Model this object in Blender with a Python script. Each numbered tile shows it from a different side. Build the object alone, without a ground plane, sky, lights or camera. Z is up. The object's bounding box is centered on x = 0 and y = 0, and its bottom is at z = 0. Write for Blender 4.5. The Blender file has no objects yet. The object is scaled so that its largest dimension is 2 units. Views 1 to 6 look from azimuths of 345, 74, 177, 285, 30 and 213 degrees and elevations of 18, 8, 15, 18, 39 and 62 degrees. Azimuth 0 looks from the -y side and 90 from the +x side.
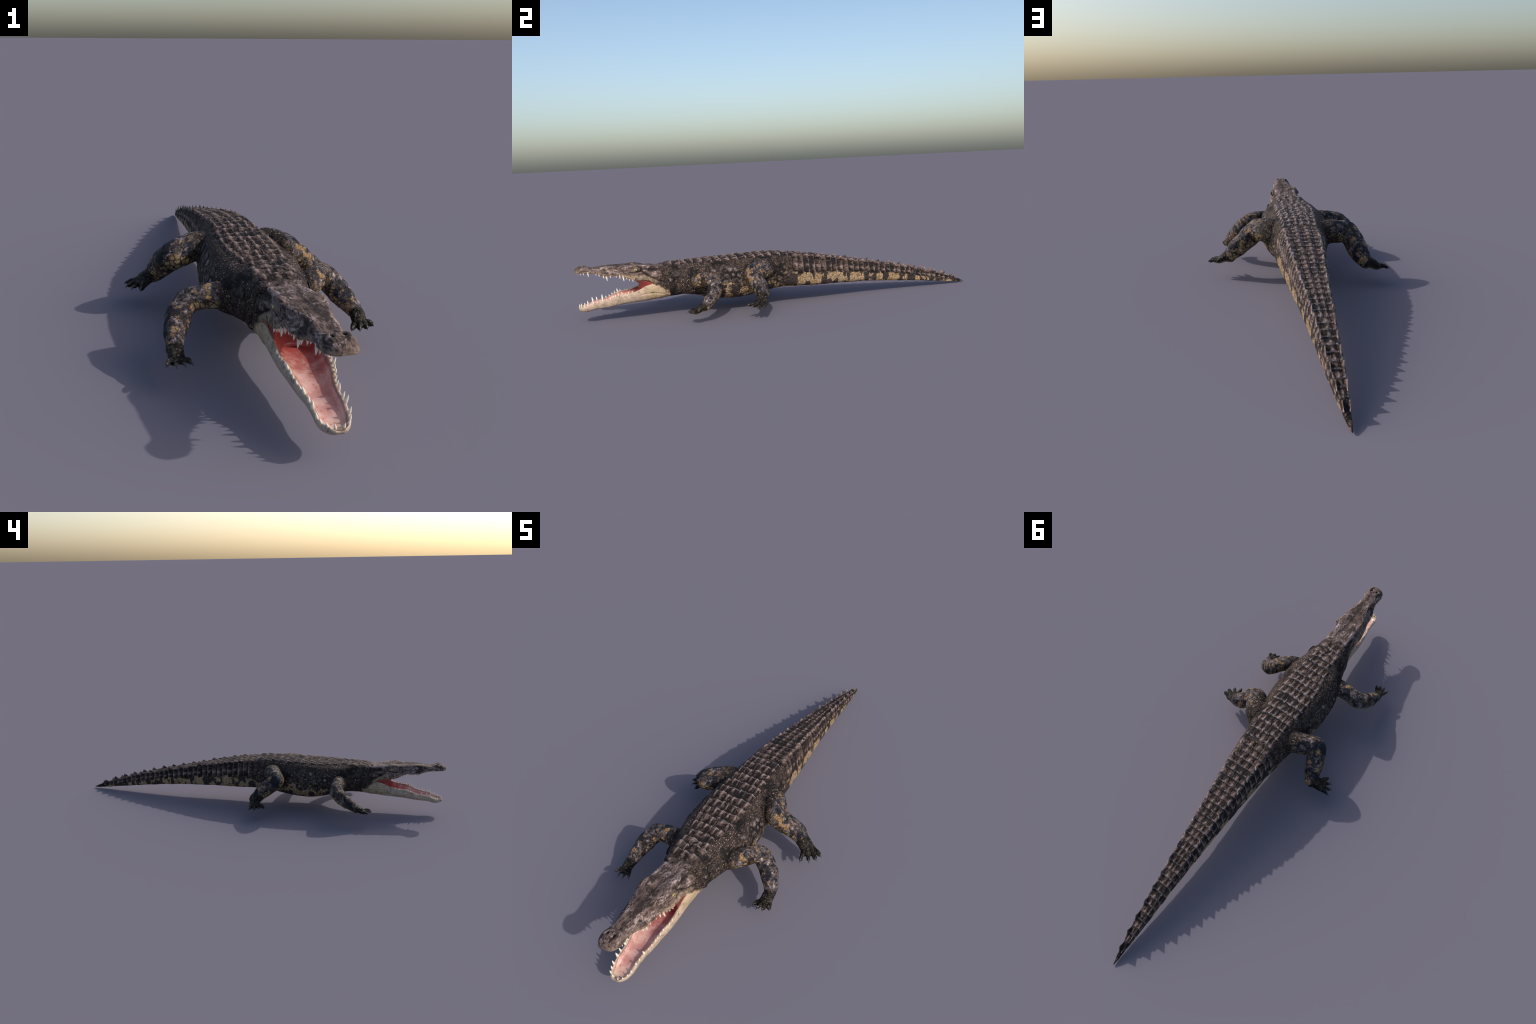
# A basking crocodile with open jaws, built from lofted anatomy that is fused
# into one skin, then dressed with scutes, teeth, claws and eyes.
import bpy, math
import numpy as np
from mathutils import Vector, Matrix, noise
from mathutils.bvhtree import BVHTree

RNG = np.random.default_rng(11)
VOXEL = 0.0024


# ----------------------------------------------------------------- numerics
def curve(table):
    """Smooth monotone (pchip) curve through (key, value...) rows."""
    t = np.array(table, float)
    x, ys = t[:, 0], t[:, 1:]
    h = np.diff(x)
    d = np.diff(ys, axis=0) / h[:, None]
    m = np.zeros_like(ys)
    for k in range(1, len(x) - 1):
        a, b = d[k - 1], d[k]
        w1, w2 = 2 * h[k] + h[k - 1], h[k] + 2 * h[k - 1]
        ok = a * b > 0
        m[k] = np.where(ok, (w1 + w2) / np.where(ok, w1 / np.where(a == 0, 1, a) + w2 / np.where(b == 0, 1, b), 1), 0)
    m[0], m[-1] = d[0], d[-1]

    def f(q):
        q = np.clip(np.atleast_1d(np.asarray(q, float)), x[0], x[-1])
        k = np.clip(np.searchsorted(x, q, side="right") - 1, 0, len(x) - 2)
        s = ((q - x[k]) / h[k])[:, None]
        r = ((1 + 2 * s) * (1 - s) ** 2 * ys[k] + s * (1 - s) ** 2 * h[k][:, None] * m[k]
             + s * s * (3 - 2 * s) * ys[k + 1] + s * s * (s - 1) * h[k][:, None] * m[k + 1])
        return r[0] if r.shape[0] == 1 else r
    return f


def catmull(pts, per=8):
    p = np.array(pts, float)
    p = np.vstack([2 * p[0] - p[1], p, 2 * p[-1] - p[-2]])
    out = []
    for k in range(1, len(p) - 2):
        for s in np.linspace(0, 1, per, endpoint=False):
            a, b, c, d = p[k - 1:k + 3]
            out.append(.5 * (2 * b + (c - a) * s + (2 * a - 5 * b + 4 * c - d) * s * s + (3 * b - a - 3 * c + d) * s ** 3))
    out.append(p[-2])
    return np.array(out)


def smooth(e0, e1, x):
    t = np.clip((x - e0) / (e1 - e0), 0, 1)
    return t * t * (3 - 2 * t)


# ------------------------------------------------------------- mesh helpers
class Soup:
    """Collects closed shells before they are fused."""
    def __init__(self):
        self.v, self.f = [], []

    def add(self, v, f):
        o = len(self.v)
        self.v += [tuple(p) for p in v]
        self.f += [tuple(i + o for i in q) for q in f]

    def rings(self, rings):
        n = len(rings[0])
        v = [p for r in rings for p in r]
        f = []
        for k in range(len(rings) - 1):
            for i in range(n):
                j = (i + 1) % n
                f.append((k * n + i, k * n + j, (k + 1) * n + j, (k + 1) * n + i))
        c0, c1 = np.mean(rings[0], axis=0), np.mean(rings[-1], axis=0)
        v += [c0, c1]
        a, b = len(v) - 2, len(v) - 1
        for i in range(n):
            j = (i + 1) % n
            f.append((a, j, i))
            f.append((b, (len(rings) - 1) * n + i, (len(rings) - 1) * n + j))
        self.add(v, f)

    def tube(self, pts, per=8, n=20, up=(0, 0, 1), flat=None):
        """Round (or flattened) limb along x, y, z, radius rows."""
        p = catmull(pts, per)
        c, r = p[:, :3], p[:, 3]
        wide = p[:, 4] if p.shape[1] > 4 else r
        rings = []
        for k in range(len(c)):
            t = c[min(k + 1, len(c) - 1)] - c[max(k - 1, 0)]
            t /= np.linalg.norm(t)
            s = np.cross(t, up)
            s /= np.linalg.norm(s)
            q = np.cross(s, t)
            rings.append([c[k] + wide[k] * math.cos(a) * s + r[k] * math.sin(a) * q
                          for a in np.linspace(0, 2 * math.pi, n, endpoint=False)])
        first, last = rings[0], rings[-1]
        t0 = c[0] - c[1]
        t1 = c[-1] - c[-2]
        t0 /= np.linalg.norm(t0)
        t1 /= np.linalg.norm(t1)
        head = [[c[0] + (np.array(q) - c[0]) * math.cos(a) + t0 * r[0] * math.sin(a) for q in first] for a in (1.2, .8, .4)]
        tail = [[c[-1] + (np.array(q) - c[-1]) * math.cos(a) + t1 * r[-1] * math.sin(a) for q in last] for a in (.4, .8, 1.2)]
        self.rings(head + rings + tail)

    def mesh(self, name):
        m = bpy.data.meshes.new(name)
        m.from_pydata(self.v, [], self.f)
        m.update()
        return m


def half_section(ctrl, n=22):
    """Closed outline from right-half control points running bottom to top."""
    p = np.array(ctrl, float)
    full = np.vstack([p, (p * [-1, 1])[-2:0:-1]])
    m = len(full)
    out = []
    for k in range(m):
        a, b, c, d = full[k - 1], full[k], full[(k + 1) % m], full[(k + 2) % m]
        for s in (0, .25, .5, .75):
            out.append(.5 * (2 * b + (c - a) * s + (2 * a - 5 * b + 4 * c - d) * s * s + (3 * b - a - 3 * c + d) * s ** 3))
    return np.array(out)


# --------------------------------------------------------- measured anatomy
SPINE_X = curve([(-1, .004), (-.75, .003), (-.5, -.001), (-.4, -.0045), (-.3, -.0085), (-.2, -.0095), (-.1, -.0088), (0, -.0076), (.1, -.0068), (.2, -.0078),
                 (.3, -.0094), (.4, -.0118), (.5, -.0142), (.6, -.0165), (.7, -.0190), (.8, -.0220), (.9, -.0250), (.95, -.0270), (1, -.0295)])
TRUNK = curve([  # y, half width, underside, top of the skin below the scutes
    (-.665, .050, .105, .232), (-.63, .066, .088, .2415), (-.60, .075, .094, .2445), (-.56, .085, .098, .2465),
    (-.52, .098, .100, .2465), (-.47, .114, .095, .247), (-.42, .128, .083, .248), (-.34, .134, .066, .2495),
    (-.28, .132, .061, .251), (-.20, .122, .065, .253), (-.12, .113, .077, .254), (-.05, .100, .086, .251),
    (0, .0915, .085, .243), (.07, .081, .081, .2345), (.15, .0745, .077, .222), (.25, .0655, .075, .203),
    (.35, .0562, .070, .1815), (.42, .0502, .066, .167), (.50, .0440, .059, .150), (.56, .0400, .054, .1375),
    (.63, .0335, .046, .1215), (.70, .0290, .038, .1025), (.80, .0225, .025, .074), (.87, .0168, .015, .0545),
    (.93, .0105, .007, .034), (.975, .0060, .002, .019), (1.004, .002, .000, .006)])
SECT_NECK = [(0, 0), (.5, 0), (.84, .14), (1, .42), (.95, .68), (.80, .86), (.62, .96), (.35, 1), (0, 1.01)]
SECT_TORSO = [(0, 0), (.54, .005), (.87, .15), (1, .40), (.95, .64), (.80, .84), (.62, .95), (.35, .995), (0, 1.0)]
SECT_TAIL = [(0, 0), (.62, .005), (.93, .10), (1, .28), (.97, .58), (.89, .86), (.76, .98), (.4, 1), (0, 1)]


def lean(y):
    """The stride rolls the back slightly over the belly."""
    return .003 * smooth(-.5, -.4, y) * (1 - smooth(-.05, .1, y))


def trunk_section(y):
    w, zb, zt = TRUNK(y)
    a = smooth(-.58, -.42, y)
    b = smooth(-.12, .08, y)
    s = np.array(SECT_NECK) * (1 - a) + np.array(SECT_TORSO) * a
    s = s * (1 - b) + np.array(SECT_TAIL) * b
    return s * [w, zt - zb] + [0, zb]


UPPER = curve([  # y, half width, lip height, top, share of the width that is flat on top
    (-.9985, .012, .2380, .2465, .5), (-.995, .0215, .2375, .2525, .5), (-.987, .0305, .2375, .2585, .5), (-.972, .0375, .2375, .2635, .5),
    (-.955, .0398, .2365, .2652, .5), (-.940, .0382, .2350, .2595, .5), (-.922, .0355, .2320, .2535, .52),
    (-.905, .0375, .2285, .2545, .52), (-.888, .0415, .2235, .2565, .5), (-.870, .0465, .2180, .2580, .5),
    (-.850, .0510, .2145, .2585, .5), (-.830, .0535, .2150, .2580, .5), (-.810, .0565, .2150, .2570, .52),
    (-.785, .0615, .2060, .2565, .56), (-.765, .0645, .1965, .2560, .6), (-.745, .0660, .1890, .2560, .63),
    (-.725, .0660, .1850, .2550, .62), (-.700, .0640, .1840, .2510, .58), (-.670, .0640, .1760, .2460, .56),
    (-.640, .0660, .1600, .2440, .55), (-.600, .0690, .1500, .2440, .5), (-.570, .060, .1500, .2400, .5)])


def upper_section(y):
    w, zb, zt, fl = UPPER(y)
    s = np.array([(0, .12), (.62, .08), (.90, 0), (.985, .04), (1, .16), (.5 + .43 * min(1, fl / .55), .48), (fl + .18, .82), (fl, .96), (fl * .5, 1), (0, .985)])
    return s * [w, zt - zb] + [0, zb]


LOWER = curve([  # y, half width, rim height, underside
    (-.992, .010, .0790, .0710), (-.987, .019, .0810, .0650), (-.976, .0275, .0820, .0600), (-.960, .0345, .0830, .0580),
    (-.945, .0375, .0880, .0590), (-.926, .0385, .0960, .0630), (-.904, .0390, .1000, .0655), (-.880, .0405, .1035, .0665),
    (-.859, .0445, .1070, .0675), (-.835, .0505, .1180, .0715), (-.812, .0545, .1255, .0750), (-.794, .0570, .1295, .0775),
    (-.769, .0595, .1300, .0795), (-.745, .0615, .1345, .0815), (-.710, .0625, .1465, .0825), (-.686, .0630, .1580, .0840),
    (-.660, .0640, .1630, .0865), (-.620, .0670, .1600, .0915), (-.580, .060, .1500, .0980)])


def lower_section(y):
    w, zr, zb = LOWER(y)
    tip = smooth(-.992, -.95, y)
    fl = .60 - .16 * tip
    s = np.array([(0, 0), (.5, 0), (.82, .17), (.97, .50), (1, .80), (.95, .97), (.86, 1), (.78, .90), (.64, fl + .08), (.35, fl - .04), (0, fl - .08)])
    return s * [w, zr - zb] + [0, zb]


def loft(soup, y_list, section):
    rings = []
    for y in y_list:
        o = half_section(section(y))
        cx = float(SPINE_X(y)[0])
        lo, hi = o[:, 1].min(), o[:, 1].max()
        rings.append([(cx + p[0] + lean(y) * smooth(.45, 1., (p[1] - lo) / (hi - lo)), y, p[1]) for p in o])
    soup.rings(rings)


# Limbs: x, y, z, radius along the bones, measured for this stride.
FORE_L = [(.070, -.460, .155, .045), (.112, -.458, .170, .037), (.152, -.431, .177, .032), (.185, -.397, .171, .0315), (.206, -.398, .147, .034),
          (.233, -.418, .116, .031), (.252, -.442, .092, .0255), (.261, -.463, .075, .0195)]
FORE_R = [(-.070, -.470, .152, .045), (-.120, -.466, .166, .037), (-.170, -.463, .165, .033), (-.210, -.464, .153, .033), (-.230, -.485, .135, .033),
          (-.244, -.515, .115, .031), (-.252, -.548, .097, .0255), (-.258, -.573, .082, .0195)]
HIND_L = [(.050, -.112, .168, .047), (.091, -.134, .192, .048), (.125, -.175, .192, .045), (.149, -.208, .181, .0415), (.182, -.203, .154, .0385),
          (.212, -.191, .130, .036), (.238, -.191, .106, .031), (.253, -.195, .090, .0255)]
HIND_R = [(-.055, -.103, .165, .047), (-.107, -.107, .189, .046), (-.154, -.128, .187, .043), (-.197, -.145, .176, .0415), (-.218, -.113, .151, .039),
          (-.229, -.082, .125, .036), (-.241, -.058, .101, .031), (-.251, -.042, .087, .025)]
# feet: wrist, middle of the palm, four claw tips from the inner toe outwards
FEET = {
    "fore_left": ((.260, -.461, .078), (.2600, -.496, .0595), [(.223, -.525, .0505), (.243, -.536, .0515), (.266, -.533, .053), (.288, -.521, .055)], .0195, .9),
    "fore_right": ((-.2575, -.571, .086), (-.2565, -.609, .0690), [(-.222, -.641, .065), (-.241, -.651, .066), (-.263, -.651, .067), (-.286, -.638, .067)], .0195, .9),
    "hind_left": ((.251, -.193, .093), (.287, -.213, .0700), [(.281, -.277, .059), (.313, -.264, .058), (.333, -.242, .058), (.340, -.216, .059)], .0250, 1.0),
    "hind_right": ((-.250, -.043, .090), (-.290, -.057, .0690), [(-.295, -.111, .057), (-.323, -.092, .056), (-.338, -.067, .056), (-.339, -.037, .057)], .0250, 1.0),
}
CLAWS = {}


def build_foot(soup, key):
    wrist, palm, tips, r, size = FEET[key]
    wrist, palm = np.array(wrist), np.array(palm)
    fwd = np.mean(tips, axis=0) - palm
    side = np.array(tips[-1]) - np.array(tips[0])
    side /= np.linalg.norm(side)
    heel = wrist - (palm - wrist) * .15
    soup.tube([tuple(heel) + (r * .95, r * .95), tuple(wrist * .5 + palm * .5 + [0, 0, .002]) + (r * .80, r * 1.08),
               tuple(palm) + (r * .56, r * 1.18), tuple(palm + fwd * .24) + (r * .42, r * 1.20)], up=(0, 0, 1))
    CLAWS[key] = []
    for k, t in enumerate(tips):
        t = np.array(t)
        across = (k - 1.5) / 1.5
        root = palm + fwd * .05 + side * across * r * .84 + [0, 0, .001]
        d = t - root
        mid = root + d * .42 + [0, 0, .0050]
        end = root + d * .70 + [0, 0, .0035]
        soup.tube([tuple(root) + (.0095 * size,), tuple(mid) + (.0080 * size,), tuple(end) + (.0060 * size,)], per=5, n=12)
        CLAWS[key].append((end, t))


# --------------------------------------------------------- fuse the one skin
soup = Soup()
loft(soup, np.concatenate([np.linspace(-.665, .90, 150), np.linspace(.907, 1.004, 16)]), trunk_section)
loft(soup, np.concatenate([np.linspace(-.9985, -.93, 24), np.linspace(-.925, -.57, 60)]), upper_section)
loft(soup, np.concatenate([np.linspace(-.992, -.94, 20), np.linspace(-.935, -.58, 60)]), lower_section)
for bones in (FORE_L, FORE_R, HIND_L, HIND_R):
    soup.tube(bones, n=28)
for key in FEET:
    build_foot(soup, key)
raw = bpy.data.objects.new("raw", soup.mesh("raw"))
bpy.context.scene.collection.objects.link(raw)
rm = raw.modifiers.new("fuse", "REMESH")
rm.mode = "VOXEL"
rm.voxel_size = VOXEL
graph = bpy.context.evaluated_depsgraph_get()
skin = bpy.data.meshes.new_from_object(raw.evaluated_get(graph))
bpy.data.objects.remove(raw)

nv = len(skin.vertices)
V = np.empty(nv * 3)
skin.vertices.foreach_get("co", V)
V = V.reshape(-1, 3)
nf = len(skin.polygons)
LS, LT = np.empty(nf, int), np.empty(nf, int)
skin.polygons.foreach_get("loop_start", LS)
skin.polygons.foreach_get("loop_total", LT)
LV = np.empty(len(skin.loops), int)
skin.loops.foreach_get("vertex_index", LV)
E = np.empty(len(skin.edges) * 2, int)
skin.edges.foreach_get("vertices", E)
E = E.reshape(-1, 2)
DEG = np.bincount(E.ravel(), minlength=nv).astype(float)


def neighbours_mean(A):
    out = np.zeros_like(A)
    for a, b in ((0, 1), (1, 0)):
        for c in range(A.shape[1]):
            out[:, c] += np.bincount(E[:, a], weights=A[E[:, b], c], minlength=nv)
    return out / DEG[:, None]


def relax(V, times, w=.5, keep=None):
    for _ in range(times):
        for s in (w, -w * .96):          # shrink, then swell: keeps the volume
            D = (neighbours_mean(V) - V) * s
            if keep is not None:
                D *= keep[:, None]
            V = V + D
    return V


def normals(V):
    skin.vertices.foreach_set("co", V.ravel())
    skin.update()
    n = np.empty(nv * 3)
    skin.vertices.foreach_get("normal", n)
    return n.reshape(-1, 3)


V = relax(V, 8)
# extra softening where the limbs leave the trunk
joint = np.zeros(nv)
for p, r in (((.115, -.455, .165), .075), ((-.115, -.467, .165), .075), ((.10, -.12, .18), .085), ((-.11, -.10, .18), .085)):
    joint = np.maximum(joint, 1 - smooth(r * .6, r, np.linalg.norm(V - p, axis=1)))
V = relax(V, 14, .6, joint)
N = normals(V)


# ------------------------------------------------------------ sculpted forms
def bump(centre, radii, height, sharp=2.0, mirror=True):
    """Push the skin out along its normal inside an ellipsoid."""
    global V
    for sx in ((1, -1) if mirror else (1,)):
        c = np.array(centre, float)
        c[0] = SPINE_X(c[1])[0] + sx * c[0]
        d = np.sqrt((((V - c) / np.array(radii)) ** 2).sum(1))
        V = V + N * (height * np.exp(-d ** sharp))[:, None]


bump((.050, -.738, .250), (.020, .030, .016), .0072)            # brow over the eye
bump((.066, -.733, .236), (.012, .020, .012), .0030)            # eyeball bulge
bump((.066, -.695, .212), (.014, .030, .012), -.0045)           # hollow behind the eye
bump((.066, -.655, .212), (.016, .034, .018), .0055)            # jaw muscle
bump((.040, -.660, .247), (.010, .035, .010), .0030)            # skull table edge
bump((.055, -.630, .238), (.012, .016, .010), .0035)
bump((.000, -.690, .252), (.020, .040, .020), -.0020, mirror=False)
bump((.000, -.745, .256), (.018, .030, .020), -.0030, mirror=False)
bump((.020, -.870, .258), (.010, .070, .012), .0015)
bump((.013, -.956, .266), (.014, .016, .010), .0025)            # nostril rims
bump((.0125, -.957, .267), (.0050, .0075, .010), -.0085)        # nostril pits
bump((.050, -.850, .230), (.012, .004, .016), -.0040)           # notch for the lower tooth
bump((.051, -.866, .222), (.012, .012, .010), .0025)
bump((.053, -.832, .220), (.012, .013, .010), .0028)
bump((.060, -.780, .215), (.012, .005, .014), -.0022)
bump((.062, -.582, .132), (.020, .020, .018), .0030)            # end of the jaw bone


def crease(line, width, depth, inner=.030):
    """Groove (or ridge, depth < 0) along a side line given as y, z points, on both cheeks."""
    global V
    p = np.array(line, float)
    d = np.full(nv, 9.)
    q = V[:, 1:]
    for a, b in zip(p[:-1], p[1:]):
        t = np.clip(((q - a) @ (b - a)) / ((b - a) @ (b - a)), 0, 1)
        d = np.minimum(d, np.linalg.norm(q - a - t[:, None] * (b - a), axis=1))
    m = np.exp(-(d / width) ** 2) * smooth(inner, inner + .012, np.abs(V[:, 0] - SPINE_X(V[:, 1])[:, 0]))
    V = V - N * (depth * m)[:, None]


CHEEK = [(-.704, .228), (-.684, .209), (-.645, .186), (-.605, .163)]
TABLE = [(-.702, .253), (-.672, .241), (-.638, .239), (-.612, .246)]
HOLLOW = [(-.668, .230), (-.622, .227)]
NOTCH = [(-.869, .248), (-.857, .232), (-.846, .214)]
LIPFOLD = [(-.787, .238), (-.781, .220), (-.745, .197)]
EYEFOLD = [(-.760, .226), (-.738, .221), (-.712, .226), (-.702, .236)]
COLLAR = [(-.628, .254), (-.612, .212), (-.600, .155), (-.585, .115)]
JAWFOLD = [(-.715, .116), (-.690, .121), (-.650, .121), (-.610, .112)]
crease(CHEEK, .0048, .0062)                 # under the cheek muscle
crease(TABLE, .0055, -.0045)                # edge of the skull table
crease(HOLLOW, .0070, .0052)                # hollow below it
crease(NOTCH, .0036, .0060)                 # where the lower tooth fits
crease(LIPFOLD, .0034, .0040)
crease(EYEFOLD, .0034, .0040)
crease([(-.760, .248), (-.790, .252), (-.840, .254)], .0050, -.0024, .018)
crease(COLLAR, .0040, .0060, .012)
crease([(y + .013, z) for y, z in COLLAR], .0055, -.0036, .012)
crease(JAWFOLD, .0028, .0024)
bump((.076, -.553, .205), (.020, .024, .022), .0070)            # neck shields
bump((.046, -.580, .236), (.017, .018, .016), .0060)
bump((.020, -.575, .252), (.014, .016, .012), .0045)
bump((.050, -.535, .240), (.018, .016, .014), .0050)
bump((.018, -.530, .252), (.014, .014, .012), .0045)
N = normals(V)
lump = np.array([noise.noise(Vector(p) * 22) + .5 * noise.noise(Vector(p) * 55) for p in V])
soft = 1 - smooth(-.64, -.68, V[:, 1]) * .7
limb_lump = np.array([noise.noise(Vector((p[0] * 34, p[1] * 34, p[2] * 26))) + .6 * abs(noise.noise(Vector(p) * 70)) for p in V])
on_limb = smooth(.128, .16, np.abs(V[:, 0]))
V = V + N * (lump * .0016 * soft + limb_lump * .0034 * on_limb)[:, None]
N = normals(V)

# ---------------------------------------------------------------- regions
def dist_bones(P, bones):
    d = np.full(len(P), 9.)
    c = catmull(bones, 6)
    for a, b in zip(c[:-1], c[1:]):
        ab = b[:3] - a[:3]
        t = np.clip(((P - a[:3]) @ ab) / (ab @ ab), 0, 1)
        q = a[:3] + t[:, None] * ab
        d = np.minimum(d, np.linalg.norm(P - q, axis=1) - (a[3] + (b[3] - a[3]) * t))
    return d


cx = SPINE_X(V[:, 1])[:, 0]
ab = np.abs(V[:, 0] - cx)
REGION = np.full(nv, "torso", dtype=object)
REGION[V[:, 1] > -.005] = "tail"
REGION[V[:, 1] < -.505] = "neck"
split = np.interp(V[:, 1], [-1, -.70, -.64, -.60], [.16, .166, .163, .150])
REGION[(V[:, 1] < -.580) & (V[:, 2] >= split)] = "head"
REGION[(V[:, 1] < -.580) & (V[:, 2] < split)] = "lower_jaw"
LIMBS = {"fore_left": FORE_L, "fore_right": FORE_R, "hind_left": HIND_L, "hind_right": HIND_R}
WB = TRUNK(V[:, 1])[:, 0]
for key, bones in LIMBS.items():
    sgn = 1 if "left" in key else -1
    foot_c = np.array(FEET[key][0])
    edge = {"fore_left": .118, "fore_right": .118, "hind_left": .104, "hind_right": .104}[key]
    near = (dist_bones(V, bones) < .016) & (V[:, 0] * sgn > edge) & (ab > WB * .80)
    near |= (V[:, 0] * sgn > .15) & (np.linalg.norm(V - np.array(bones[4][:3]), axis=1) < .2) & (np.abs(V[:, 1] - bones[4][1]) < .15)
    REGION[near] = "limb_" + key
    ax = np.array(FEET[key][1]) - np.array(bones[-2][:3])
    ax /= np.linalg.norm(ax)
    footy = near & (((V - np.array(bones[-1][:3])) @ ax) > -.004)
    REGION[footy] = "foot_" + key
FACE_V = [LV[s:s + t] for s, t in zip(LS, LT)]
codes, face_code = np.unique(REGION.astype(str), return_inverse=True)
first = LV[LS]
FREG = codes[face_code[first]]

# --------------------------------------------------------------- materials
class Nodes:
    """Small helper that writes shader arithmetic."""
    def __init__(self, name):
        self.m = bpy.data.materials.new(name)
        self.m.use_nodes = True
        self.t = self.m.node_tree
        self.bsdf = self.t.nodes["Principled BSDF"]
        self.co = self.t.nodes.new("ShaderNodeTexCoord")
        self.obj = self.co.outputs["Object"]
        self.gen = self.co.outputs["Generated"]

    def put(self, sock, v):
        if hasattr(v, "is_output"):
            self.t.links.new(v, sock)
        elif isinstance(v, (tuple, list)) and len(v) == 3 and sock.type == "RGBA":
            sock.default_value = (*v, 1)
        else:
            sock.default_value = v

    def node(self, kind, out=0, ins=None, **props):
        n = self.t.nodes.new(kind)
        for k, v in props.items():
            setattr(n, k, v)
        for k, v in (ins or {}).items():
            self.put(n.inputs[k], v)
        return n.outputs[out]

    def math(self, op, a, b=0., c=None):
        ins = {0: a, 1: b}
        if c is not None:
            ins[2] = c
        return self.node("ShaderNodeMath", 0, ins, operation=op)

    def add(self, a, b): return self.math("ADD", a, b)
    def sub(self, a, b): return self.math("SUBTRACT", a, b)
    def mul(self, a, b): return self.math("MULTIPLY", a, b)
    def mx(self, a, b): return self.math("MAXIMUM", a, b)
    def mn(self, a, b): return self.math("MINIMUM", a, b)
    def inv(self, a): return self.math("SUBTRACT", 1., a)

    def step(self, x, a, b):
        """0 below a, 1 above b (a > b reverses)."""
        n = self.t.nodes.new("ShaderNodeMapRange")
        n.interpolation_type = "SMOOTHSTEP"
        lo, hi, o0, o1 = (a, b, 0, 1) if a < b else (b, a, 1, 0)
        self.put(n.inputs[0], x)
        for i, v in zip((1, 2, 3, 4), (lo, hi, o0, o1)):
            n.inputs[i].default_value = v
        return n.outputs[0]

    def mix(self, f, a, b):
        n = self.t.nodes.new("ShaderNodeMix")
        n.data_type = "RGBA"
        self.put(n.inputs[0], f)
        self.put(n.inputs[6], a)
        self.put(n.inputs[7], b)
        return n.outputs[2]

    def xyz(self, v):
        n = self.t.nodes.new("ShaderNodeSeparateXYZ")
        self.put(n.inputs[0], v)
        return n.outputs

    def mapped(self, v, scale=(1, 1, 1), loc=(0, 0, 0), rot=(0, 0, 0)):
        return self.node("ShaderNodeMapping", 0, {"Vector": v, "Scale": scale, "Location": loc, "Rotation": rot})

    def noise(self, v, scale, detail=3, rough=.55, dist=0.):
        return self.node("ShaderNodeTexNoise", 0, {"Vector": v, "Scale": scale, "Detail": detail, "Roughness": rough, "Distortion": dist})

    def noise3(self, v, scale, detail=2):
        return self.node("ShaderNodeTexNoise", 1, {"Vector": v, "Scale": scale, "Detail": detail})

    def cells(self, v, scale, rand=.85):
        """distance to the cell centre, cell colour, distance to the cell edge"""
        a = self.t.nodes.new("ShaderNodeTexVoronoi")
        b = self.t.nodes.new("ShaderNodeTexVoronoi")
        b.feature = "DISTANCE_TO_EDGE"
        for n in (a, b):
            self.put(n.inputs["Vector"], v)
            n.inputs["Scale"].default_value = scale
            n.inputs["Randomness"].default_value = rand
        return a.outputs[0], self.xyz(a.outputs[1])[0], b.outputs[0]

    def warp(self, v, scale, amount):
        n = self.node("ShaderNodeVectorMath", 0, {0: self.noise3(v, scale), 1: (.5, .5, .5)}, operation="SUBTRACT")
        n = self.node("ShaderNodeVectorMath", 0, {0: n, 3: amount}, operation="SCALE")
        return self.node("ShaderNodeVectorMath", 0, {0: v, 1: n}, operation="ADD")

    def profile(self, x, pts, lo, hi):
        """piecewise curve: x in metres along the body -> value"""
        n = self.t.nodes.new("ShaderNodeFloatCurve")
        t = self.node("ShaderNodeMapRange", 0, {0: x, 1: pts[0][0], 2: pts[-1][0], 3: 0., 4: 1.})
        self.put(n.inputs["Value"], t)
        c = n.mapping.curves[0]
        span = pts[-1][0] - pts[0][0]
        q = [((a - pts[0][0]) / span, (b - lo) / (hi - lo)) for a, b in pts]
        while len(c.points) < len(q):
            c.points.new(.5, .5)
        for p, (a, b) in zip(c.points, q):
            p.location = (a, b)
        n.mapping.update()
        return self.add(self.mul(n.outputs[0], hi - lo), lo)

    def line(self, pts, width):
        """1 along a side line of y, z points, fading out over the width."""
        _, y, z = self.xyz(self.warp(self.obj, 60, .006))
        best = None
        for (a, b), (c, d) in zip(pts[:-1], pts[1:]):
            dy, dz = c - a, d - b
            q = dy * dy + dz * dz
            ry, rz = self.sub(y, a), self.sub(z, b)
            t = self.mn(self.mx(self.add(self.mul(ry, dy / q), self.mul(rz, dz / q)), 0.), 1.)
            ey, ez = self.sub(ry, self.mul(t, dy)), self.sub(rz, self.mul(t, dz))
            k = self.math("SQRT", self.add(self.mul(ey, ey), self.mul(ez, ez)))
            best = k if best is None else self.mn(best, k)
        off = self.math("ABSOLUTE", self.xyz(self.obj)[0])
        return self.mul(self.step(best, width, width * .25), self.step(off, .026, .036))

    def random(self):
        return self.node("ShaderNodeObjectInfo", "Random")

    def bump(self, height, strength, distance, normal=None):
        ins = {"Height": height, "Strength": strength, "Distance": distance}
        if normal is not None:
            ins["Normal"] = normal
        return self.node("ShaderNodeBump", 0, ins)

    def finish(self, colour, rough=.6, normal=None, spec=.10):
        self.put(self.bsdf.inputs["Base Color"], colour)
        self.put(self.bsdf.inputs["Roughness"], rough)
        self.bsdf.inputs["Specular IOR Level"].default_value = spec
        if normal is not None:
            self.put(self.bsdf.inputs["Normal"], normal)
        return self.m


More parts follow.
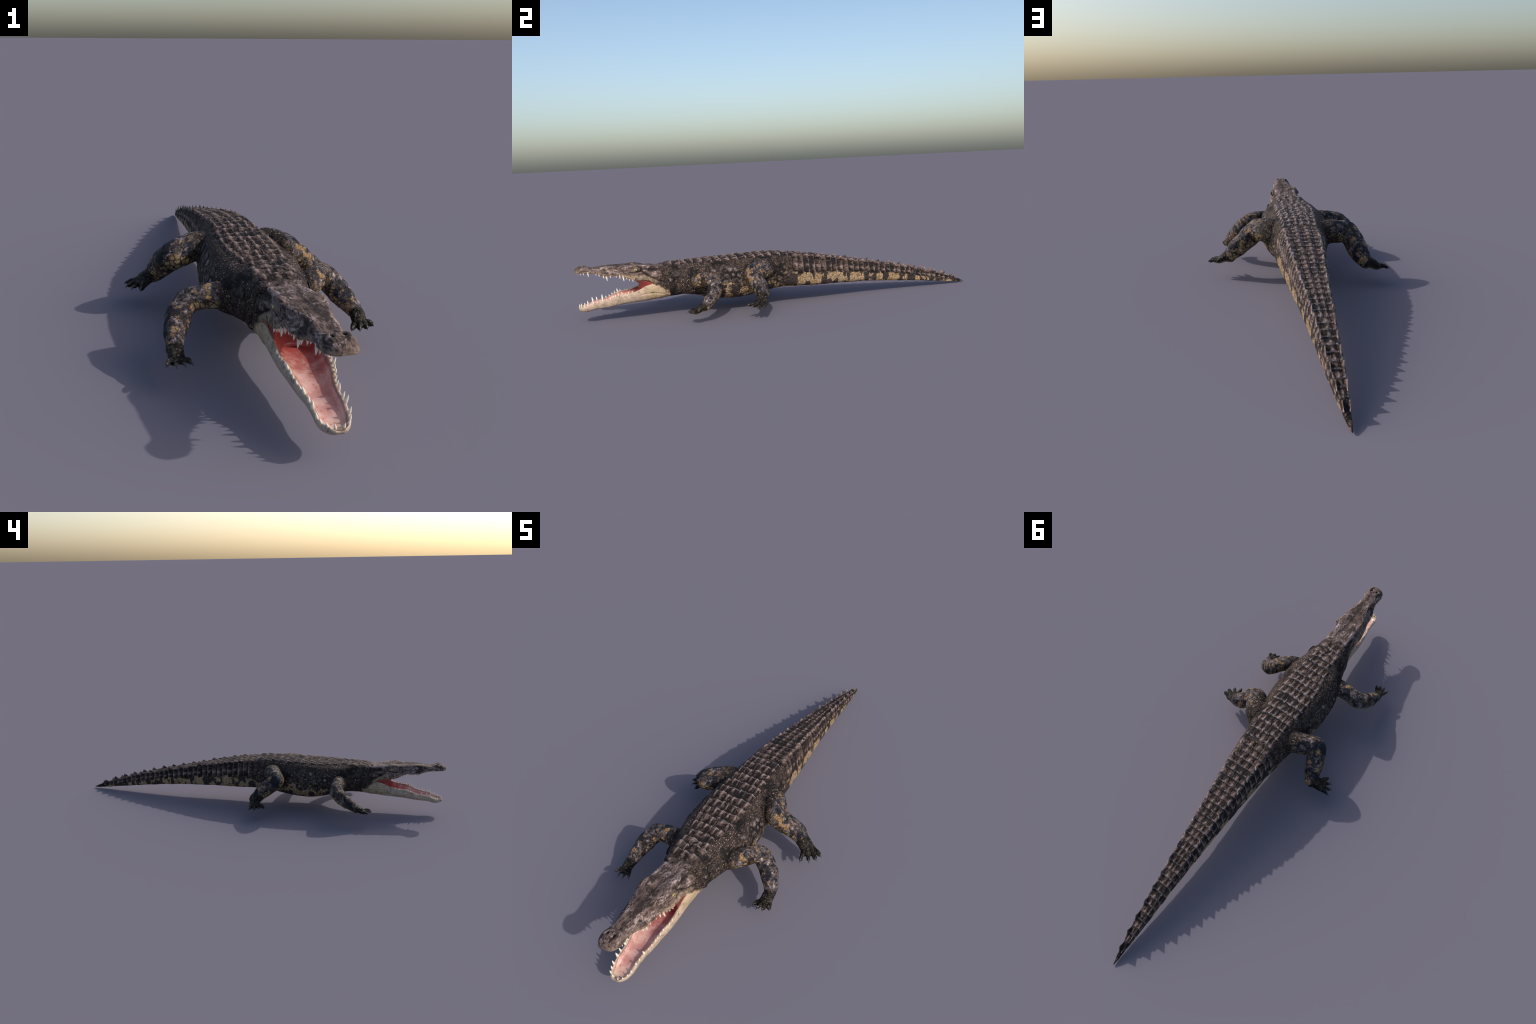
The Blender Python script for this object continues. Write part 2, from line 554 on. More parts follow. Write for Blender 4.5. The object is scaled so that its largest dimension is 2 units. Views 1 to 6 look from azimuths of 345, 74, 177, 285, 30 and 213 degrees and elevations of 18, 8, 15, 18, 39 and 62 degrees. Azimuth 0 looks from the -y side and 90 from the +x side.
BLACK = (.011, .010, .011)
UMBER = (.034, .0245, .020)
STONE = (.115, .080, .066)
LILAC = (.370, .280, .262)
TAN = (.355, .243, .125)
CREAM = (.600, .460, .310)


def hide_colour(n):
    """Colour and relief of neck, trunk and tail: dark pebbled hide, tan plated flanks."""
    P = n.obj
    x, y, z = n.xyz(P)
    W = n.warp(P, 14, .020)
    big = n.noise(P, 15, 4, .6)
    mid = n.noise(W, 44, 4, .65)
    fine = n.noise(P, 260, 3, .6)
    # pebbles: small on shoulder and neck, larger on the flank
    Pc = n.warp(n.mapped(P, (1, .8, 1)), 30, .008)
    d1, r1, e1 = n.cells(Pc, 145)
    d2, r2, e2 = n.cells(Pc, 62)
    large = n.mul(n.step(z, .215, .17), n.step(y, -.45, -.36))
    edge = n.add(n.mul(n.step(e1, .03, .20), n.inv(large)), n.mul(n.step(e2, .02, .13), large))
    cell = n.add(n.mul(n.step(d1, .44, .08), n.inv(large)), n.mul(n.step(d2, .50, .10), large))
    ran = n.add(n.mul(r1, n.inv(large)), n.mul(r2, large))
    pebble = n.mul(cell, n.step(ran, .15, 1.0))
    grain = n.noise(P, 150, 3, .6)
    dark = n.mix(n.step(n.add(n.mul(mid, .6), n.mul(grain, .4)), .42, .60), UMBER, STONE)
    dark = n.mix(n.step(big, .48, .41), dark, BLACK)
    shoulder = n.mul(n.step(y, -.62, -.50), n.step(y, -.34, -.42))
    glow = n.mul(n.mul(pebble, n.step(big, .33, .52)), n.add(n.add(.50, n.mul(shoulder, .50)), n.mul(large, .45)))
    lit = n.mix(glow, dark, n.mix(large, LILAC, (.320, .235, .160)))
    lit = n.mix(n.mul(n.step(edge, .75, .0), .85), lit, (.014, .011, .010))
    # the nape is smoother and mottled like the head
    nape = n.mul(n.step(n.sub(z, n.mul(n.math("ABSOLUTE", x), -.15)), .244, .256), n.step(y, -.48, -.52))
    nap = n.mix(n.step(mid, .38, .66), (.028, .021, .019), (.125, .094, .085))
    nap = n.mix(n.mul(n.step(big, .60, .68), .7), nap, (.36, .285, .275))
    lit = n.mix(n.mul(nape, .85), lit, nap)
    # tan flank and belly, ending in a ragged line
    zline = n.profile(y, [(-.70, .085), (-.55, .092), (-.46, .092), (-.40, .130), (-.30, .148), (-.18, .142), (-.05, .132), (.05, .142),
                          (.15, .137), (.30, .130), (.45, .112), (.60, .088), (.75, .060), (.88, .030), (.95, .006), (1.0, .0)], 0, .2)
    rag = n.mul(n.sub(n.noise(n.mapped(P, (1, 1, .6)), 20, 3), .5), .075)
    pale = n.step(n.sub(n.add(z, rag), zline), .007, -.007)
    pale = n.mul(pale, n.step(y, .960, .935))
    blot = n.noise(n.mapped(P, (1, 1, .45), (3.1, .4, 0)), 30, 3, .5)
    trunk = n.mul(n.step(y, .02, -.10), n.step(y, -.50, -.42))
    blot = n.mul(n.step(n.add(blot, n.mul(trunk, .012)), .490, .540), n.step(z, .012, .028))
    trunk0 = n.mul(n.step(y, .02, -.10), n.step(y, -.50, -.42))
    tan = n.mix(n.step(n.noise(P, 30, 3), .35, .7), TAN, (.41, .295, .19))
    d3, r3, e3 = n.cells(n.warp(n.mapped(P, (1, 1, 1.2)), 40, .006), 66, .7)
    tan = n.mix(n.mul(n.step(r3, .4, 1.), .45), tan, (.27, .19, .11))
    low = n.step(n.sub(zline, z), .010, .050)
    gap = n.mx(n.mul(trunk0, .40), n.mul(n.inv(low), .12))
    tan = n.mix(n.mul(n.step(n.sub(e3, n.mul(gap, .13)), .085, .0), .80), tan, (.060, .040, .028))
    tan = n.mix(n.mul(blot, .93), tan, (.020, .018, .022))
    col = n.mix(pale, lit, tan)
    col = n.mix(n.mul(n.step(fine, .58, .72), .25), col, LILAC)
    h = n.add(n.mul(edge, .7), n.mul(cell, .5))
    return col, h, mid, fine


def hide_material():
    n = Nodes("crocodile_hide")
    col, h, mid, fine = hide_colour(n)
    nor = n.bump(h, .6, .004, n.bump(n.add(mid, n.mul(fine, .4)), .4, .003))
    return n.finish(col, n.add(.56, n.mul(mid, .25)), nor)


def scute_material(name):
    """Bony plate: dark front, pale rear edge and keel; u runs across, v to the rear."""
    n = Nodes(name)
    ux, uy, _ = n.xyz(n.co.outputs["UV"])
    R = n.random()
    wv = n.node("ShaderNodeNewGeometry", "Position")
    streak = n.noise(n.mapped(wv, (1, .40, 1)), 190, 4, .6)
    mid = n.noise(wv, 60, 5, .65)
    big = n.noise(wv, 15, 3, .6)
    tone = n.add(n.add(n.mul(streak, .45), n.mul(mid, .30)), n.mul(n.noise(wv, 420, 2, .6), .25))
    across = n.math("ABSOLUTE", n.sub(ux, .5))
    wob = n.sub(mid, .5)
    tone = n.add(tone, n.add(n.mul(n.sub(uy, .58), .16), n.mul(n.sub(.24, across), .17)))
    col = n.mix(n.step(tone, .40, .62), (.013, .009, .008), (.170, .116, .100))
    spot = n.mul(n.step(n.add(n.math("ABSOLUTE", n.sub(across, .30)), n.mul(wob, .35)), .16, .06), n.step(n.math("ABSOLUTE", n.sub(n.add(uy, n.mul(wob, .5)), .55)), .30, .16))
    col = n.mix(n.mul(spot, n.step(R, .25, .60)), col, (.015, .011, .0105))
    col = n.mix(n.mul(n.step(R, .80, .92), .75), col, (.016, .013, .015))
    col = n.mix(n.mul(n.step(big, .48, .38), .8), col, (.016, .014, .014))
    keel = n.step(n.math("ABSOLUTE", n.sub(ux, .5)), .20, .02)
    col = n.mix(n.mul(n.mul(keel, n.step(uy, .35, .9)), n.mul(n.step(mid, .40, .6), .75)), col, (.40, .300, .272))
    rim = n.mul(n.step(uy, .82, .95), n.add(.62, n.mul(R, .35)))
    col = n.mix(n.mul(rim, n.step(streak, .38, .60)), col, (.42, .34, .32))
    front = n.step(n.add(uy, n.mul(n.sub(mid, .5), .3)), .30, .06)
    side = n.mx(n.step(ux, .07, .0), n.step(ux, .93, 1.))
    col = n.mix(n.mul(n.mx(front, n.mul(side, .35)), .88), col, (.014, .011, .010))
    nor = n.bump(n.add(streak, mid), .7, .004)
    return n.finish(col, n.add(.62, n.mul(mid, .25)), nor)


def limb_material():
    n = Nodes("limb_hide")
    P = n.obj
    x, y, z = n.xyz(P)
    nrm = n.node("ShaderNodeNewGeometry", "Normal")
    nx, ny, nz = n.xyz(nrm)
    W = n.warp(P, 22, .018)
    big = n.noise(n.mapped(W, (1, 1, .7)), 24, 3, .55)
    strand = n.noise(n.warp(P, 40, .02), 75, 5, .7, .6)
    fine = n.noise(P, 260, 3)
    d, r, e = n.cells(n.warp(P, 35, .010), 62)
    crack = n.step(e, .07, .0)
    col = n.mix(n.step(strand, .42, .62), (.028, .023, .024), (.150, .120, .118))
    col = n.mix(n.mul(n.step(strand, .57, .68), .85), col, (.44, .355, .345))
    col = n.mix(n.mul(n.step(n.noise(P, 36, 4, .6), .53, .65), .72), col, (.40, .235, .100))
    col = n.mix(n.mul(n.step(big, .50, .41), .92), col, (.012, .014, .021))
    col = n.mix(n.mul(crack, n.mul(n.step(n.noise(P, 18), .48, .62), .75)), col, (.012, .010, .010))
    under = n.add(n.add(n.mul(n.math("ABSOLUTE", ny), .38), n.mul(nz, -1.)), n.mul(n.sub(n.noise(P, 45, 3), .5), .7))
    under = n.step(under, .24, .50)
    tan = n.mix(r, (.40, .285, .155), (.22, .155, .09))
    tan = n.mix(n.mul(n.step(big, .50, .42), .85), tan, (.03, .022, .02))
    tan = n.mix(n.step(e, .14, .02), tan, (.026, .018, .015))
    col = n.mix(under, col, tan)
    # the shoulder and hip keep the pebbles of the trunk
    inner = n.step(n.math("ABSOLUTE", x), .150, .115)
    d1, r1, e1 = n.cells(n.warp(P, 30, .008), 105)
    peb = n.mix(n.mul(n.step(d1, .5, .1), r1), UMBER, (.30, .22, .17))
    peb = n.mix(n.step(e1, .10, .0), peb, BLACK)
    col = n.mix(inner, col, peb)
    nor = n.bump(n.add(n.mul(n.inv(crack), .5), n.mul(strand, 1.1)), .8, .004)
    return n.finish(col, n.add(.42, n.mul(strand, .3)), nor)


def foot_material():
    n = Nodes("foot_hide")
    P = n.obj
    d, r, e = n.cells(n.warp(P, 40, .006), 120)
    mid = n.noise(P, 60, 4, .65)
    col = n.mix(n.step(mid, .40, .68), (.009, .0075, .006), (.056, .043, .033))
    col = n.mix(n.mul(n.mul(n.step(d, .45, .1), n.step(r, .55, .95)), .55), col, (.24, .21, .18))
    col = n.mix(n.step(e, .09, .0), col, (.005, .005, .005))
    nz = n.xyz(n.node("ShaderNodeNewGeometry", "Normal"))[2]
    col = n.mix(n.mul(n.step(nz, -.45, -.8), .6), col, (.30, .21, .11))
    return n.finish(col, .42, n.bump(n.step(e, 0., .25), .6, .003))


def head_material():
    n = Nodes("head_hide")
    P = n.obj
    x, y, z = n.xyz(P)
    W = n.warp(P, 20, .015)
    big = n.noise(n.mapped(W, (1, .6, 1)), 26, 4, .6)
    mid = n.noise(n.mapped(W, (1.2, .6, 1)), 70, 5, .68)
    fine = n.noise(P, 300, 3)
    grain = n.noise(n.mapped(W, (1, .55, 1)), 190, 3, .6)
    streak = n.noise(n.mapped(W, (1.3, .34, 1.1)), 62, 5, .62)
    tone = n.add(n.mul(streak, .55), n.mul(grain, .45))
    col = n.mix(n.step(tone, .38, .61), (.030, .020, .017), (.190, .134, .114))
    vein = n.math("ABSOLUTE", n.sub(n.noise(n.mapped(W, (1, .5, 1)), 30, 3, .5), .5))
    col = n.mix(n.mul(n.step(vein, .040, .005), n.mul(n.step(grain, .36, .58), .62)), col, (.42, .325, .315))
    col = n.mix(n.mul(n.step(big, .48, .38), .75), col, (.026, .018, .016))
    col = n.mix(n.mul(n.step(fine, .60, .68), .5), col, (.022, .016, .014))
    top = n.mul(n.step(z, .240, .255), n.step(y, -.72, -.62))
    col = n.mix(n.mul(top, n.mul(n.step(mid, .42, .60), .4)), col, (.29, .225, .215))
    ridge = n.line(TABLE, .0068)
    col = n.mix(n.mul(ridge, n.mul(n.step(tone, .40, .60), .85)), col, (.46, .35, .34))
    col = n.mix(n.mul(n.line(HOLLOW, .011), .85), col, (.020, .016, .017))
    for pts, wd, amt in ((CHEEK, .0040, .85), (LIPFOLD, .0030, .75), (EYEFOLD, .0032, .8), (COLLAR, .0042, .9)):
        col = n.mix(n.mul(n.line(pts, wd), amt), col, (.016, .012, .011))
    col = n.mix(n.mul(n.line(NOTCH, .0062), n.step(tone, .62, .42)), col, (.034, .036, .030))
    col = n.mix(n.mul(n.line([(y + .0115, z) for y, z in NOTCH], .0095), n.step(tone, .42, .62)), col, (.36, .265, .235))
    # lips turn tan with short dark bars
    lip = n.profile(y, [(-1.0, .245), (-.95, .243), (-.90, .236), (-.85, .222), (-.80, .222), (-.75, .215), (-.70, .210), (-.66, .192), (-.60, .165)], .1, .3)
    lipm = n.mul(n.step(n.sub(n.add(z, n.mul(n.sub(mid, .5), .030)), lip), .006, -.010), n.inv(n.line(CHEEK, .004)))
    bars = n.noise(n.mapped(P, (1, 1, .35)), 120, 2)
    lipc = n.mix(n.step(bars, .50, .62), (.36, .265, .18), (.085, .06, .045))
    lipc = n.mix(n.mul(n.step(mid, .50, .38), .7), lipc, (.10, .075, .055))
    col = n.mix(n.mul(lipm, .75), col, lipc)
    hcol, hh, hm, hf = hide_colour(n)
    neck = n.step(n.add(n.add(y, n.mul(n.sub(n.noise(P, 28, 4, .65), .5), .08)), n.mul(n.sub(.25, z), .25)), -.640, -.600)
    col = n.mix(neck, col, hcol)
    px = n.sub(n.math("ABSOLUTE", n.sub(x, .0038)), .0125)
    py = n.mul(n.add(y, .957), .62)
    pit = n.math("SQRT", n.add(n.mul(px, px), n.mul(py, py)))
    col = n.mix(n.mul(n.step(pit, .0050, .0028), n.step(z, .250, .254)), col, (.010, .009, .008))
    inside = n.mul(n.step(n.xyz(n.node("ShaderNodeNewGeometry", "Normal"))[2], -.55, -.85), n.step(y, -.64, -.66))
    col = n.mix(inside, col, (.52, .24, .20))
    nor = n.bump(n.add(n.add(mid, n.mul(fine, .5)), n.mul(neck, hh)), .55, .003)
    return n.finish(col, n.add(.56, n.mul(mid, .3)), nor)


def jaw_material():
    n = Nodes("jaw_hide")
    P = n.obj
    x, y, z = n.xyz(P)
    W = n.warp(P, 30, .012)
    mid = n.noise(W, 40, 4, .6)
    fine = n.noise(P, 240, 3)
    col = n.mix(n.step(mid, .3, .75), (.54, .410, .315), (.37, .280, .208))
    col = n.mix(n.mul(n.step(y, -.74, -.66), .5), col, (.44, .325, .175))
    d, r, e = n.cells(n.warp(n.mapped(P, (1, .45, 1)), 50, .012), 75, 1.)
    spots = n.mul(n.step(e, .045, .0), n.step(n.noise(P, 30, 3), .45, .57))
    col = n.mix(n.mul(spots, .85), col, (.08, .06, .045))
    speck = n.mul(n.step(fine, .58, .66), n.step(n.noise(P, 24, 2), .38, .55))
    low = n.step(n.noise(n.mapped(P, (1, .5, 1)), 60, 3), .58, .66)
    low = n.mx(n.mul(low, .55), n.mul(n.mul(n.step(z, .112, .092), n.step(y, -.72, -.60)), n.step(mid, .62, .40)))
    col = n.mix(low, col, (.13, .095, .065))
    col = n.mix(n.mul(speck, .7), col, (.06, .045, .035))
    hcol, hh, hm, hf = hide_colour(n)
    neck = n.step(n.add(n.add(y, n.mul(n.sub(z, .12), 1.4)), n.mul(n.sub(n.noise(P, 36, 4, .65), .5), .09)), -.600, -.572)
    col = n.mix(neck, col, hcol)
    return n.finish(col, .5, n.bump(n.add(n.add(mid, n.mul(fine, .4)), n.mul(neck, hh)), .4, .003))


def mouth_material():
    n = Nodes("mouth_flesh")
    P = n.obj
    x, y, z = n.xyz(P)
    mid = n.noise(P, 32, 4, .6)
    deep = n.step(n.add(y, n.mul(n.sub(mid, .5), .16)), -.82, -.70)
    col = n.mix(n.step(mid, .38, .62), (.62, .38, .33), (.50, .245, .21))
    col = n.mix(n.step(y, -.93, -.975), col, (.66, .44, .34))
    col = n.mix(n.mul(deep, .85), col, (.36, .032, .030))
    d, r, e = n.cells(P, 100, 1.)
    dot = n.mul(n.step(d, .26, .12), n.step(r, .30, .45))
    col = n.mix(n.mul(dot, .7), col, (.36, .045, .05))
    return n.finish(col, .33, n.bump(n.noise(P, 120, 3), .3, .002), .5)


def plain(name, colour, rough, spec=.5, dark=None, scale=60):
    n = Nodes(name)
    c = colour
    if dark:
        c = n.mix(n.step(n.noise(n.obj, scale, 3), .35, .7), colour, dark)
    return n.finish(c, rough, None, spec)


def tooth_material():
    n = Nodes("tooth_ivory")
    g = n.xyz(n.gen)[2]
    col = n.mix(n.step(g, .55, .05), (.80, .73, .62), (.56, .43, .29))
    return n.finish(col, .3, None, .5)


def eye_material():
    n = Nodes("eye_iris")
    x, y, z = n.xyz(n.obj)             # the pole of the ball looks along local x
    slit = n.math("ABSOLUTE", y)
    rad = n.math("SQRT", n.add(n.mul(y, y), n.mul(z, z)))
    col = n.mix(n.noise(n.obj, 5, 3), (.36, .38, .11), (.50, .47, .20))
    col = n.mix(n.step(rad, .62, .80), col, (.015, .015, .012))
    col = n.mix(n.step(slit, .20, .13), col, (.004, .004, .004))
    m = n.finish(col, .08, None, .6)
    n.bsdf.inputs["Coat Weight"].default_value = .6
    return m


HIDE = hide_material()
SCUTE = scute_material("scute_bone")
LIMB = limb_material()
FOOT = foot_material()
HEAD = head_material()
JAW = jaw_material()
MOUTH = mouth_material()
TOOTH = tooth_material()
EYE = eye_material()
CLAW = plain("claw_horn", (.012, .013, .015), .28, .5, (.05, .05, .052), 150)
LID = plain("eyelid_skin", (.24, .19, .11), .6, .2, (.045, .035, .028), 150)

# ------------------------------------------------------------ object helpers
COLL = bpy.context.scene.collection


def obj_from_mesh(name, mesh, parent, mat=None):
    o = bpy.data.objects.new(name, mesh)
    COLL.objects.link(o)
    o.parent = parent
    if mat and not mesh.materials:
        mesh.materials.append(mat)
    return o


def region_object(name, codes_wanted, parent, mat):
    """Cut one region out of the fused skin, keeping the shared normals."""
    pick = np.where(np.isin(FREG, codes_wanted))[0]
    used = np.unique(np.concatenate([FACE_V[i] for i in pick]))
    new = np.full(nv, -1)
    new[used] = np.arange(len(used))
    m = bpy.data.meshes.new(name)
    m.from_pydata(V[used].tolist(), [], [new[FACE_V[i]].tolist() for i in pick])
    m.shade_smooth()
    m.normals_split_custom_set_from_vertices(N[used].tolist())
    return obj_from_mesh(name, m, parent, mat)


def mesh_of(name, v, f, smooth_shade=True):
    m = bpy.data.meshes.new(name)
    m.from_pydata([tuple(map(float, p)) for p in v], [], f)
    m.update()
    if smooth_shade:
        m.shade_smooth()
    return m


croc = bpy.data.objects.new("crocodile", None)
COLL.objects.link(croc)
croc["label"] = "striding crocodile with open jaws and dark ridged armour"
croc["category"] = "crocodile"

head = region_object("head", ["head"], croc, HEAD)
jaw = region_object("lower_jaw", ["lower_jaw"], croc, JAW)
neck = region_object("neck", ["neck"], croc, HIDE)
torso = region_object("torso", ["torso"], croc, HIDE)
tail = region_object("tail", ["tail"], croc, HIDE)
limbs = {}
for key in LIMBS:
    kind = "forelimb" if "fore" in key else "hindlimb"
    limbs[key] = region_object(kind, ["limb_" + key], croc, LIMB)
    region_object("hand" if "fore" in key else "foot", ["foot_" + key], limbs[key], FOOT)

# ---------------------------------------------------------------- surface
skin.vertices.foreach_set("co", V.ravel())
BVH = BVHTree.FromPolygons([Vector(p) for p in V], [tuple(map(int, q)) for q in FACE_V])


def cast(origin, direction, reach=1.):
    hit = BVH.ray_cast(Vector(origin), Vector(direction).normalized(), reach)
    return (np.array(hit[0]), np.array(hit[1])) if hit[0] is not None else None


def section_hit(y, angle):
    """Skin point seen from the body axis at an angle from straight up (signed by side)."""
    w, zb, zt = TRUNK(y)
    c = np.array([SPINE_X(y)[0] + lean(y), y, zb + (zt - zb) * .45])
    d = np.array([math.sin(angle), 0, math.cos(angle)])
    return cast(c + d * .4, -d, .4)


def place(mesh, name, parent, mat, at, normal, rear, size, lift=0.):
    """Seat a plate on the skin: local z along the normal, local y to the rear."""
    z = Vector(normal).normalized()
    y = Vector(rear)
    y = (y - z * y.dot(z)).normalized()
    x = y.cross(z)
    o = obj_from_mesh(name, mesh, parent, mat)
    rot = Matrix((x, y, z)).transposed()
    o.matrix_local = Matrix.Translation(Vector(at) + z * lift) @ (rot @ Matrix.Diagonal(size)).to_4x4()
    return o


# ------------------------------------------------------------------- scutes
class Surface:
    """Skin of the trunk addressed by distance along the body and arc from the spine."""
    def __init__(self, y0, y1, dy=.004, n=61, reach=2.05):
        self.ys = np.arange(y0, y1, dy)
        ang = np.linspace(-reach, reach, n)
        self.p, self.n, self.arc = [], [], []
        for y in self.ys:
            pts, nor = [], []
            for a in ang:
                h = section_hit(float(y), a)
                if h is None:
                    h = (pts[-1] + [0, 0, 1e-5], nor[-1]) if pts else (np.array([SPINE_X(y)[0], y, TRUNK(y)[2]]), np.array([0, 0, 1.]))
                pts.append(h[0])
                nor.append(h[1])
            pts, nor = np.array(pts), np.array(nor)
            s = np.concatenate([[0], np.cumsum(np.linalg.norm(np.diff(pts, axis=0), axis=1))])
            s -= s[n // 2]
            self.p.append(pts)
            self.n.append(nor)
            self.arc.append(s)

    def at(self, y, a):
        t = np.clip((y - self.ys[0]) / (self.ys[1] - self.ys[0]), 0, len(self.ys) - 1.001)
        k, w = int(t), t - int(t)
        out = []
        for src in (self.p, self.n):
            q = [np.array([np.interp(a, self.arc[j], src[j][:, c]) for c in range(3)]) for j in (k, k + 1)]
            out.append(q[0] * (1 - w) + q[1] * w)
        return out[0], out[1] / np.linalg.norm(out[1])

    def arc_at_height(self, y, side, z):
        k = int(np.clip(round((y - self.ys[0]) / (self.ys[1] - self.ys[0])), 0, len(self.ys) - 1))
        m = (self.arc[k] * side > 0)
        a, h = np.abs(self.arc[k][m]), self.p[k][m][:, 2]
        o = np.argsort(h)
        return float(np.interp(z, h[o], a[o]))


SKIN = Surface(-.625, .985)


def scute(name, parent, y, length, a0, a1, height, keel, sides=(.35, .35), n=12, bow=.12, rear=.5):
    """Plate that hugs the skin between two arcs; rises to its rear edge, keeled in the middle."""
    ph = RNG.uniform(0, 6, 3)
    v, f, uv = [], [], []
    for j in range(n + 1):
        for i in range(n + 1):
            u, s = i / n * 2 - 1, j / n * 2 - 1
            arc = (a0 + a1) / 2 + u * (a1 - a0) / 2
            yy = y + s * length / 2 + bow * length * .5 * (1 - u * u) * max(0, s)
            p, nn = SKIN.at(yy, arc)
            valley = sides[0] if u < 0 else sides[1]
            lat = valley + (1 - valley) * (1 - abs(u) ** 2.2)
            k = max(0, 1 - abs(u) * 1.7) ** 1.1
            ramp = .12 + .88 * smooth(-1., .8, s)
            end = min(1, (1 - s) * 7) ** .5 * min(1, (1 + s) * 2.5)
            h = height * ((rear + (1 - rear) * (k if keel else .6)) * lat + keel * k * .6) * ramp * end - .0012 * (1 - end)
            h += height * .07 * end * math.sin(6 * u + ph[0]) * math.sin(4 * s + ph[1])
            v.append(p + nn * h)
            uv.append((i / n, j / n))
    for j in range(n):
        for i in range(n):
            a = j * (n + 1) + i
            f.append((a, a + 1, a + n + 2, a + n + 1) if a1 > a0 else (a, a + n + 1, a + n + 2, a + 1))
    rim = list(range(n + 1)) + [j * (n + 1) + n for j in range(1, n + 1)] + [n * (n + 1) + i for i in range(n - 1, -1, -1)] + [j * (n + 1) for j in range(n - 1, 0, -1)]
    mid_n = SKIN.at(y, (a0 + a1) / 2)[1]
    base, m = len(v), len(rim)
    for i in rim:
        v.append(v[i] - mid_n * .004)
        uv.append(uv[i])
    for k in range(m):
        f.append((rim[k], base + k, base + (k + 1) % m, rim[(k + 1) % m]))
    f.append(tuple(base + k for k in range(m - 1, -1, -1)))
    c = SKIN.at(y, (a0 + a1) / 2)[0]
    me = mesh_of(name, [q - c for q in v], f)
    lay = me.uv_layers.new(name="plate")
    idx = np.empty(len(me.loops), int)
    me.loops.foreach_get("vertex_index", idx)
    lay.data.foreach_set("uv", np.array(uv)[idx].astype(np.float32).ravel())
    o = obj_from_mesh(name, me, parent, SCUTE)
    o.location = c
    return o


def spike_mesh(name, seed, n=12):
    """Crest blade: long rise to a hooked point over the rear third."""
    r = np.random.default_rng(seed)
    v, f = [], []
    for j in range(n + 1):
        s = j / n
        peak = s / .68 if s < .68 else 1 - (s - .68) / .32
        h = max(0, peak) ** 1.15
        lean = .07 * h * max(0, peak)
        half = .5 * (1 - .55 * abs(s - .45) * 2 * .8)
        for i in range(7):
            u = i / 6 * 2 - 1
            z = h * max(0, 1 - abs(u)) ** .85 - .30
            v.append((u * half * (1 - .1 * h), s - .5 + lean * (1 - abs(u)), z))
    for j in range(n):
        for i in range(6):
            a = j * 7 + i
            f.append((a, a + 1, a + 8, a + 7))
    f += [tuple(range(6, -1, -1)), tuple(n * 7 + i for i in range(7))]
    base = [j * 7 for j in range(n + 1)] + [j * 7 + 6 for j in range(n, -1, -1)]
    f.append(tuple(base))
    return mesh_of(name, v, f)


def dome_mesh(name, n=10, m=5):
    v, f = [(0, 0, 1)], []
    for k in range(1, m + 1):
        a = k / m * 1.75
        for i in range(n):
            t = i / n * 2 * math.pi
            v.append((math.sin(min(a, 1.57)) * math.cos(t) * .5, math.sin(min(a, 1.57)) * math.sin(t) * .5, math.cos(a)))
    for i in range(n):
        f.append((0, 1 + i, 1 + (i + 1) % n))
    for k in range(m - 1):
        for i in range(n):
            a, b = 1 + k * n + i, 1 + k * n + (i + 1) % n
            f.append((a, a + n, b + n, b))
    f.append(tuple(1 + (m - 1) * n + i for i in range(n)))
    return mesh_of(name, v, f)


SPIKE = [spike_mesh("crest_spike", 33 + k) for k in range(2)]
for me in SPIKE:                      # same plate coordinates as the scutes
    lay = me.uv_layers.new(name="plate")
    for l in me.loops:
        c = me.vertices[l.vertex_index].co
        lay.data[l.index].uv = (c.x * .6 + .5, min(1, max(.2, c.y + .5)))
FLANK = dome_mesh("flank_scale")

ARMOUR = curve([(-.52, .048), (-.48, .052), (-.45, .064), (-.40, .074), (-.32, .078), (-.22, .076), (-.12, .069), (-.02, .065), (.06, .0615), (.12, .0590)])
for q, y in enumerate(np.arange(-.487, -.005, .0415)):          # rows across the back
    half = float(ARMOUR(y)[0])
    cols = 4 if y < -.47 else 6
    cuts = np.linspace(-1, 1, cols + 1) + np.concatenate([[0], RNG.normal(0, .05, cols - 1), [0]])
    for k in range(cols):
        outer = k in (0, cols - 1)
        scute("dorsal_scute", torso, y + RNG.normal(0, .0026), .0465 * RNG.uniform(.98, 1.04), cuts[k] * half, cuts[k + 1] * half,
              .0058 * RNG.uniform(.92, 1.10), (.55 if outer else .25) * RNG.uniform(.5, 1.4),
              (.12 if k == 0 else .85, .12 if k == cols - 1 else .85), rear=.66, bow=RNG.uniform(.02, .16))

